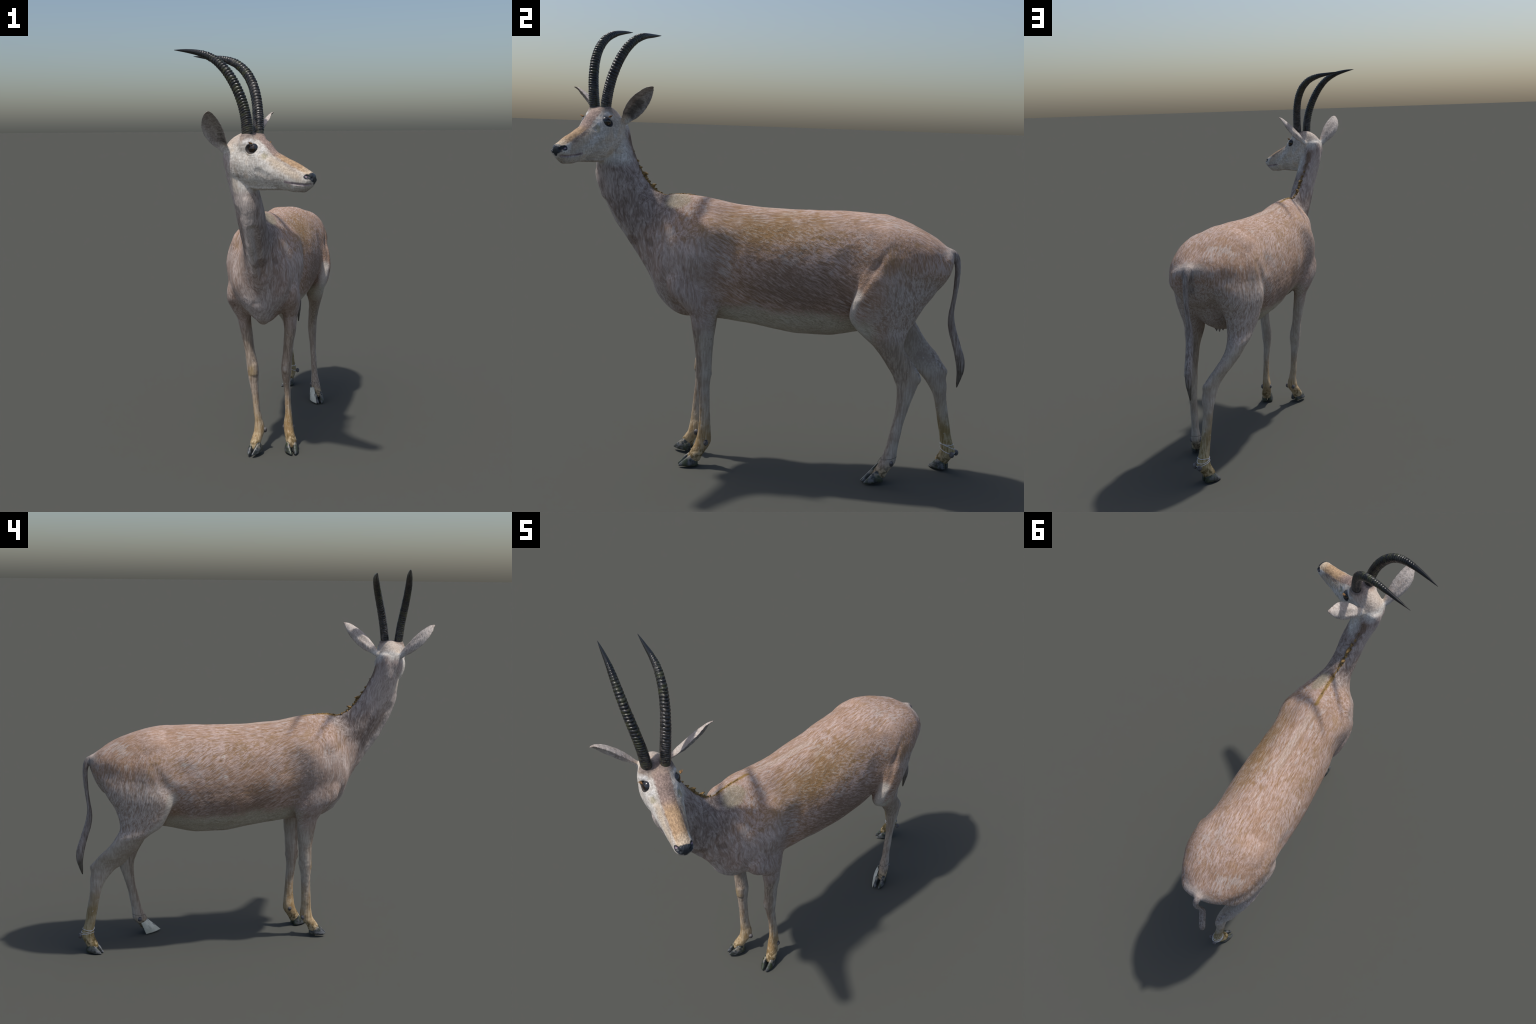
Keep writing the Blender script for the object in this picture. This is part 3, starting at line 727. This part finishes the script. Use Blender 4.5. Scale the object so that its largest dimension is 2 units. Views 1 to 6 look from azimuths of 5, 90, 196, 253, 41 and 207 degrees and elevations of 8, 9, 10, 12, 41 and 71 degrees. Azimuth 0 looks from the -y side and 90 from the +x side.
    # fine hair grain over everything
    grain = g.mixf(strand, lh, lg)
    col = g.times(col, g.mix((.80, .79, .78), (1.13, 1.135, 1.14), g.ss(grain, .30, .68)), g.mixf(1., .45, lg))
    col = g.times(col, g.mix((.92, .92, .92), (1.07, 1.07, 1.07), speck))
    h = g.add(g.mul(clump, .6), g.add(g.mul(grain, .7), g.mul(speck, .12)))
    g.bump(h, .55, .006)
    rough = g.mixf(.82, .28, g.mul(nose, hm))
    return g.done(col, rough, .25)

def horn_material():
    g = Net('ringed_horn')
    n1 = g.noise(scale=40, detail=3, rough=.6); n2 = g.noise(scale=160, detail=2)
    col = g.mix((.010, .011, .013), (.055, .050, .050), g.ss(g.add(n1, g.spread(n2, .6)), .42, .70))
    low = g.ss(g.z, 1.76, 1.66)
    col = g.mix(col, (.085, .078, .080), g.mul(low, g.ss(n1, .40, .62), .8))
    geo = g.t.nodes.new('ShaderNodeNewGeometry')
    moss = g.mul(g.ss(n1, .45, .60), g.ss(g.noise(scale=9), .40, .58))
    col = g.mix(col, (.030, .036, .010), g.mul(moss, .75))
    col = g.mix(col, (.10, .060, .012), g.mul(g.ss(n2, .60, .72), g.ss(g.z, 1.93, 1.85), .5))
    col = g.mix(col, (.006, .006, .006), g.ss(g.add(g.z, g.mul(g.x, -.2)), 1.975, 2.01))
    g.bump(g.add(g.mul(n2, .5), g.noise(g.vec('MULTIPLY', g.P, (60, 60, 400)), scale=1., detail=2)), .35, .002)
    return g.done(col, g.mixf(.22, .45, n1), .55)

def hoof_material():
    g = Net('dark_hoof')
    n1 = g.noise(scale=55, detail=3); n2 = g.noise(g.vec('MULTIPLY', g.P, (50, 50, 300)), scale=1., detail=2)
    col = g.mix((.022, .026, .024), (.115, .120, .130), g.ss(g.add(n1, g.spread(n2, .5)), .36, .66))
    col = g.mix(col, (.035, .048, .014), g.mul(g.ss(g.noise(scale=30), .48, .62), .7))
    rim = g.ss(g.add(g.z, g.spread(n1, .03)), .036, .052)
    col = g.mix(col, (.28, .24, .17), g.mul(rim, g.ss(n1, .44, .58), .7))
    g.bump(n2, .3, .003)
    return g.done(col, .36, .5)

def simple(name, a, b, scale=60, rough=.6, bump=.2, spec=.4):
    g = Net(name); nz = g.noise(scale=scale, detail=3, rough=.6)
    g.bump(nz, bump, .002)
    return g.done(g.mix(a, b, g.ss(nz, .35, .65)), rough, spec)

def eye_material():
    g = Net('dark_eye')
    d = None
    for sd in (-1, 1):
        ax = HL*sd
        c = hd(.002, sd*(.0535+.0235), 1.563)
        l = g.vec('LENGTH', g.vec('SUBTRACT', g.P, tuple(c)), (0, 0, 0))
        d = l if d is None else g.f('MINIMUM', d, l)
    nz = g.noise(scale=300, detail=2)
    col = g.mix((.003, .0025, .003), (.050, .020, .008), g.mul(g.band(g.add(d, g.spread(nz, .004)), .008, .014, .003), .6))
    col = g.mix(col, (.02, .022, .028), g.ss(d, .015, .019))
    g.bsdf.inputs['Coat Weight'].default_value = .5
    return g.done(col, .12, .5)

M_FUR = coat_material(); M_HORN = horn_material(); M_HOOF = hoof_material(); M_EYE = eye_material()
M_DEW = simple('dewclaw_horn', (.06, .055, .055), (.17, .16, .165), 70, .5)
M_MANE = simple('mane_hair', (.10, .060, .018), (.34, .21, .075), 120, .8, .4)
M_LASH = simple('eyelash_hair', (.16, .08, .03), (.36, .19, .07), 200, .7)
M_TEAT = simple('teat_skin', (.20, .165, .155), (.36, .31, .29), 90, .6)
M_THREAD = simple('white_thread', (.62, .62, .64), (.78, .78, .80), 400, .7)
M_DARKTHREAD = simple('dark_thread', (.05, .045, .04), (.10, .09, .08), 400, .7)
M_PAPER = simple('paper', (.54, .545, .46), (.64, .64, .56), 40, .8, .1)
M_INK = simple('pencil_mark', (.30, .30, .28), (.36, .36, .34), 100, .8)
def MAT_FOR(nm): return M_FUR
# </MATERIALS>

root = bpy.data.objects.new('gazelle', None); COLL.objects.link(root)
root['label'] = 'standing pale tan gazelle with long ringed black horns'
root['category'] = 'antelope'
PART = {}
PRETTY = {'foreleg_r': 'foreleg', 'foreleg_l': 'foreleg', 'hindleg_l': 'hindleg', 'hindleg_r': 'hindleg', 'ear_r': 'ear', 'ear_l': 'ear'}
for k, nm in enumerate(NAMES):
    q = Q[flab == k]
    if not len(q): continue
    u, inv = np.unique(q, return_inverse=True)
    me = bpy.data.meshes.new(PRETTY.get(nm, nm))
    me.vertices.add(len(u)); me.vertices.foreach_set('co', P[u].ravel())
    me.loops.add(q.size); me.loops.foreach_set('vertex_index', inv.ravel().astype(np.int32))
    me.polygons.add(len(q)); me.polygons.foreach_set('loop_start', np.arange(0, q.size, 4, dtype=np.int32))
    me.polygons.foreach_set('use_smooth', np.ones(len(q), bool))
    me.update(calc_edges=True); me.validate()
    me.normals_split_custom_set_from_vertices([tuple(x) for x in VN[u]])
    PART[nm] = add(PRETTY.get(nm, nm), me, root, MAT_FOR(nm))

# ------------------------------------------------------------------ horns
HORN_R = [(-.0165,-.7960,1.5850),(-.0178,-.8015,1.6350),(-.0239,-.8069,1.7039),(-.0423,-.8103,1.7746),(-.0713,-.8084,1.8405),(-.1114,-.7976,1.9008),(-.1622,-.7756,1.9471),(-.2219,-.7462,1.9748),(-.2870,-.7146,1.9894),(-.3517,-.6832,1.9975)]
HORN_L = [(.0275,-.7460,1.5870),(.0263,-.7410,1.6370),(.0240,-.7294,1.7070),(.0160,-.7108,1.7774),(-.0033,-.6854,1.8441),(-.0375,-.6557,1.9011),(-.0884,-.6240,1.9424),(-.1517,-.5936,1.9630),(-.2195,-.5647,1.9721),(-.2868,-.5363,1.9808)]
def build_horn(pts, seed):
    r_ = np.random.default_rng(seed)
    N = 620; K = 56
    C = catmull(pts, N); u = np.linspace(0, 1, N)
    rad = pchip([0, .10, .25, .50, .68, .82, .93, 1.], [.0255, .0248, .0232, .0205, .0165, .0112, .0058, .0010], u)
    # ridge rings: fine and shallow at the base, bold in the middle, fading to a smooth tip
    edges = [0.075]
    while edges[-1] < .80:
        p = edges[-1]; edges.append(p + (.0125 + .0085*min(p/.35, 1))*r_.uniform(.82, 1.18))
    edges = np.array(edges)
    amp = pchip([0, .15, .3, .6, .74, .80, 1.], [.0008, .0012, .0024, .0027, .0015, .0, .0], u)
    th = np.linspace(0, 2*np.pi, K, endpoint=False)
    tilt = 0.012
    up0 = np.array([0, 0, 1.])
    rings = []
    front = None
    for i in range(N):
        t = C[min(i+1, N-1)] - C[max(i-1, 0)]; t /= np.linalg.norm(t)
        if front is None:
            front = HF - t*(HF@t)
        front = front - t*(front@t); front /= np.linalg.norm(front)
        side = np.cross(t, front)
        uu = u[i] - tilt*np.cos(th)*(1-u[i]) + .004*np.sin(2*th+i*.004)
        j = np.clip(np.searchsorted(edges, uu)-1, 0, len(edges)-2)
        ph = np.clip((uu-edges[j])/(edges[j+1]-edges[j]), 0, 1)
        ridge = (np.sin(np.pi*ph)**.6*1.5 - .9) * (.55 + .45*np.cos(th)**2*1 + .25*np.cos(th))
        knob = np.array([noise.noise((math.cos(a)*1.6+seed, math.sin(a)*1.6, jj*.9)) for a, jj in zip(th, j)])
        r = rad[i] + amp[i]*ridge*(1 + .55*knob) + .0006*knob
        rings.append(C[i] + np.outer(np.cos(th)*r*1.04, front) + np.outer(np.sin(th)*r*.90, side))
    return skin(rings)
for pts, sd in ((HORN_R, 3), (HORN_L, 5)):
    V, F = build_horn(pts, sd)
    add('horn', mesh_from('horn', V, F), root, M_HORN)

# ------------------------------------------------------------------ eyes
def uv_ball(c, r, squash=(1, 1, 1), nu=32, nv=24):
    rings = []
    for i in range(1, nv):
        a = math.pi*i/nv
        th = np.linspace(0, 2*np.pi, nu, endpoint=False)
        rings.append(np.column_stack([np.sin(a)*np.cos(th)*squash[0], np.sin(a)*np.sin(th)*squash[1], np.full(nu, math.cos(a)*squash[2])])*r + np.asarray(c))
    return skin(rings)
# <EYES>
for sd in (-1, 1):
    V, F = uv_ball((0, 0, 0), .0235)
    V = V + hd(0, sd*.0535, 1.563)
    add('eye', mesh_from('eye', V, F), PART['head'], M_EYE)
# </EYES>

# ------------------------------------------------------------------ hooves
def build_claw(heel, tip, w, h, z0, zt, side):
    """one half of a cloven hoof, lofted from heel to toe"""
    heel = np.array(heel, float); tip = np.array(tip, float)
    d = tip-heel; L = np.linalg.norm(d); d /= L; s = np.array([-d[1], d[0]])
    us = np.linspace(0, 1, 40)
    ww = pchip([0, .06, .3, .6, .85, .96, 1.], [.35, .75, 1., .92, .58, .30, .10], us)*w
    hh = pchip([0, .08, .35, .6, .85, .96, 1.], [.45, .72, 1., .74, .34, .16, .05], us)*h
    zz = pchip([0, .5, 1.], [z0, z0*.6+zt*.4, zt], us)
    th = np.linspace(0, 2*np.pi, 28, endpoint=False)
    rings = []
    for u, a, b, z in zip(us, ww, hh, zz):
        x = np.sign(np.cos(th))*np.abs(np.cos(th))**.7*a
        y = np.sin(th)
        y = np.where(y > 0, y**.9 if False else y, np.sign(y)*np.abs(y)**.35)
        hgt = np.where(np.sin(th) > 0, .25*b + .75*b*np.sin(th), .25*b*(1+y))
        x = x*(1 - .30*np.clip(np.sin(th), 0, 1)) * np.where(np.cos(th)*side > 0, 1.1, .8)
        c = heel + d*(u*L) + s*(side*.004*math.sin(u*math.pi))
        rings.append(np.column_stack([c[0]+s[0]*x, c[1]+s[1]*x, z+hgt]))
    return skin(rings)
# <HOOVES>
FEET = {'foreleg_r': ((-.016, -.325), (-.052, -.410), .012, .012, .110), 'foreleg_l': ((.145, -.284), (.166, -.371), .002, .006, .112),
        'hindleg_l': ((.274, .556), (.298, .470), .010, .004, .092), 'hindleg_r': ((.110, .884), (.055, .816), .004, .000, .088)}
for nm, (heel, tip, z0, zt, zd) in FEET.items():
    h2 = np.array(heel); t2 = np.array(tip); d = (t2-h2)/np.linalg.norm(t2-h2); s2 = np.array([-d[1], d[0]])
    for sd in (-1, 1):
        V, F = build_claw(h2 + s2*sd*.0140, t2 + s2*sd*.0098, .0165, .052, z0, zt, sd)
        add('hoof', mesh_from('hoof', V, F), PART[nm], M_HOOF)
        V, F = uv_ball((0, 0, 0), 1, nu=20, nv=14)
        V = V*np.array([.0115, .0115, .0145])
        c = h2 - d*.034 + s2*sd*.021
        V = V + np.array([c[0], c[1], zd])
        add('dewclaw', mesh_from('dewclaw', V, F), PART[nm], M_DEW)
# </HOOVES>

# <EXTRAS>
def cone(base, tip, r, bend=(0, 0, 0), k=10, n_=10, flat=1., pw=1.):
    """a tapering, slightly curved spike"""
    base = np.array(base, float); tip = np.array(tip, float); mid_ = (base+tip)/2 + np.array(bend)
    u = np.linspace(0, 1, n_)[:, None]
    C = (1-u)**2*base + 2*u*(1-u)*mid_ + u*u*tip
    rings = []
    th = np.linspace(0, 2*np.pi, k, endpoint=False)
    for i in range(n_):
        t = C[min(i+1, n_-1)] - C[max(i-1, 0)]; t = t/np.linalg.norm(t)
        a = np.cross(t, (.31, .87, .2)); a /= np.linalg.norm(a); b = np.cross(t, a)
        rr = r*(1-u[i, 0]**pw)*1.0 + .0004
        rings.append(C[i] + np.outer(np.cos(th)*rr, a) + np.outer(np.sin(th)*rr*flat, b))
    return skin(rings)

def tube(pts, r, closed=False, k=8):
    pts = np.asarray(pts, float); m = len(pts); th = np.linspace(0, 2*np.pi, k, endpoint=False); rings = []
    for i in range(m):
        t = pts[(i+1) % m if closed else min(i+1, m-1)] - pts[(i-1) % m if closed else max(i-1, 0)]
        t = t/np.linalg.norm(t); a = np.cross(t, (0, .1, 1.)); a /= np.linalg.norm(a)+1e-9; b = np.cross(t, a)
        rings.append(pts[i] + np.outer(np.cos(th)*r, a) + np.outer(np.sin(th)*r, b))
    if closed: rings.append(rings[0])
    return skin(rings)

# eyelashes: a stiff tuft over each eye
for sd in (-1, 1):
    vs, fs = [], []
    for q in range(3):
        b0 = hd(-.004+.005*q, sd*.076, 1.584)
        t0 = hd(-.006+.006*q, sd*(.088 + .004*(q == 1)), 1.591 + .002*(q == 1))
        V, F = cone(b0, t0, .0026, bend=(0, 0, .002)); o = sum(len(v) for v in vs)
        vs.append(V); fs += [tuple(a+o for a in f) for f in F]
    add('eyelash', mesh_from('eyelash', np.vstack(vs), fs), PART['head'], M_LASH)

# mane: stiff ochre tufts standing along the back of the neck
surf = kdtree.KDTree(n)
for i, p in enumerate(P): surf.insert(p, i)
surf.balance()
def onto(p):
    co, i, d = surf.find(p); return P[i], VN[i]
ridge = catmull([(-.062,-.635,1.47),(-.045,-.605,1.40),(-.026,-.568,1.322),(-.016,-.525,1.272),(-.006,-.468,1.242),(.004,-.40,1.250),(.014,-.30,1.243)], 60)
r3 = np.random.default_rng(11)
for t, ln, rad in [(.10,.007,.004),(.20,.008,.006),(.27,.012,.008),(.33,.022,.011),(.36,.012,.010),(.40,.009,.010),(.44,.010,.010),(.475,.024,.009),(.50,.012,.010),(.54,.008,.009),(.60,.006,.008),(.68,.005,.008),(.78,.004,.007)]:
    p, nn = onto(ridge[int(t*59)])
    ax = ridge[min(int(t*59)+1, 59)] - ridge[max(int(t*59)-1, 0)]; ax /= np.linalg.norm(ax)
    V, F = cone(p - nn*.006 - ax*.004, p + nn*ln + ax*ln*r3.uniform(.3, .9) + np.array([r3.uniform(-.004, .004), 0, 0]), rad, bend=tuple(nn*.003 + np.array([r3.uniform(-.004, .004), 0, 0])), flat=r3.uniform(.5, .9), pw=r3.uniform(1.8, 3.2))
    add('mane_tuft', mesh_from('mane_tuft', V, F), PART['neck'], M_MANE)
rl = []
for i, q in enumerate(ridge[14:56]):
    p, nn = onto(q); rl.append(p + nn*(.0002 + .0012*math.sin(i*1.7)) + np.array([.0015*math.sin(i*2.3), 0, 0]))
V, F = tube(rl, .0032)
ob = add('mane_crest', mesh_from('mane_crest', V, F), PART['neck'], M_MANE); ob['kind'] = 'stuff'

# teats under the hind belly
for x_, y_, ln in ((.185,.545,.014),(.165,.535,.012),(.150,.550,.016),(.125,.540,.016),(.100,.548,.010)):
    p, nn = onto((x_, y_, .66))
    V, F = cone(p - nn*.006, p + np.array([0, .002, -ln]), .0062, pw=2.2)
    add('teat', mesh_from('teat', V, F), PART['torso'], M_TEAT)

# threads tied round the hind pasterns
def leg_loop(rows, z, tilt, grow, twist=0., m=48):
    rows = np.array(rows, float)[::-1]; pts = []
    for a in np.linspace(0, 2*np.pi, m, endpoint=False):
        zz = z + tilt*math.sin(a+twist)
        _, cx, cy, hx, hy, rot = pchip(rows[:, 0], rows, np.array([zz]))[0]
        q = math.radians(rot); x, y = math.cos(a)*(hx+.01), math.sin(a)*(hy+.01)
        p, nn = onto((cx + x*math.cos(q) - y*math.sin(q), cy + x*math.sin(q) + y*math.cos(q), zz))
        pts.append(p + nn*grow)
    pts = np.array(pts)
    for _ in range(2): pts = (np.roll(pts, 1, 0) + 2*pts + np.roll(pts, -1, 0))/4
    return pts
for z, tl, tw in ((.128, .004, .4), (.120, .010, 2.4), (.100, .012, 3.6)):
    V, F = tube(leg_loop(HIND_R, z, tl, .0014, tw), .0013, True)
    add('thread', mesh_from('thread', V, F), PART['hindleg_r'], M_THREAD)
V, F = tube(leg_loop(HIND_L, .115, .004, .0009), .0007, True)
add('thread', mesh_from('thread', V, F), PART['hindleg_l'], M_DARKTHREAD)

# paper tag tied against the inner side of the left hind hoof
c1, c2, c3, c4 = (np.array(c) for c in ((.264,.540,.084),(.240,.578,.070),(.239,.552,.002),(.280,.463,.006)))
outw = np.array([-.963, -.27, 0.])
def tag_pt(a, b):
    q = (1-a)*((1-b)*c3 + b*c2) + a*((1-b)*c4 + b*c1)
    return q + outw*(.004 + .012*math.sin(math.pi*a)*(.6+.4*math.sin(math.pi*b)))
gn = 14; grid = [[tag_pt(i/gn, j/gn) for j in range(gn+1)] for i in range(gn+1)]
V = np.array([p for r_ in grid for p in r_]); F = [(i*(gn+1)+j, (i+1)*(gn+1)+j, (i+1)*(gn+1)+j+1, i*(gn+1)+j+1) for i in range(gn) for j in range(gn)]
me = mesh_from('paper_tag', V, F)
tag = add('paper_tag', me, PART['hindleg_l'], M_PAPER)
so = tag.modifiers.new('thick', 'SOLIDIFY'); so.thickness = .0016; so.offset = 0
for a0, a1, b0 in ((.40, .50, .62), (.42, .54, .50), (.45, .55, .38)):
    pts = [tag_pt(a, b0 + .03*math.sin(a*70)) + outw*.0016 for a in np.linspace(a0, a1, 12)]
    V, F = tube(pts, .0005); add('pencil_mark', mesh_from('pencil_mark', V, F), PART['hindleg_l'], M_INK)
V, F = tube(catmull([(.262,.552,.112),(.258,.545,.098),tag_pt(.85, .86) + outw*.001], 10), .0007)
add('thread', mesh_from('thread', V, F), PART['hindleg_l'], M_DARKTHREAD)
# </EXTRAS>
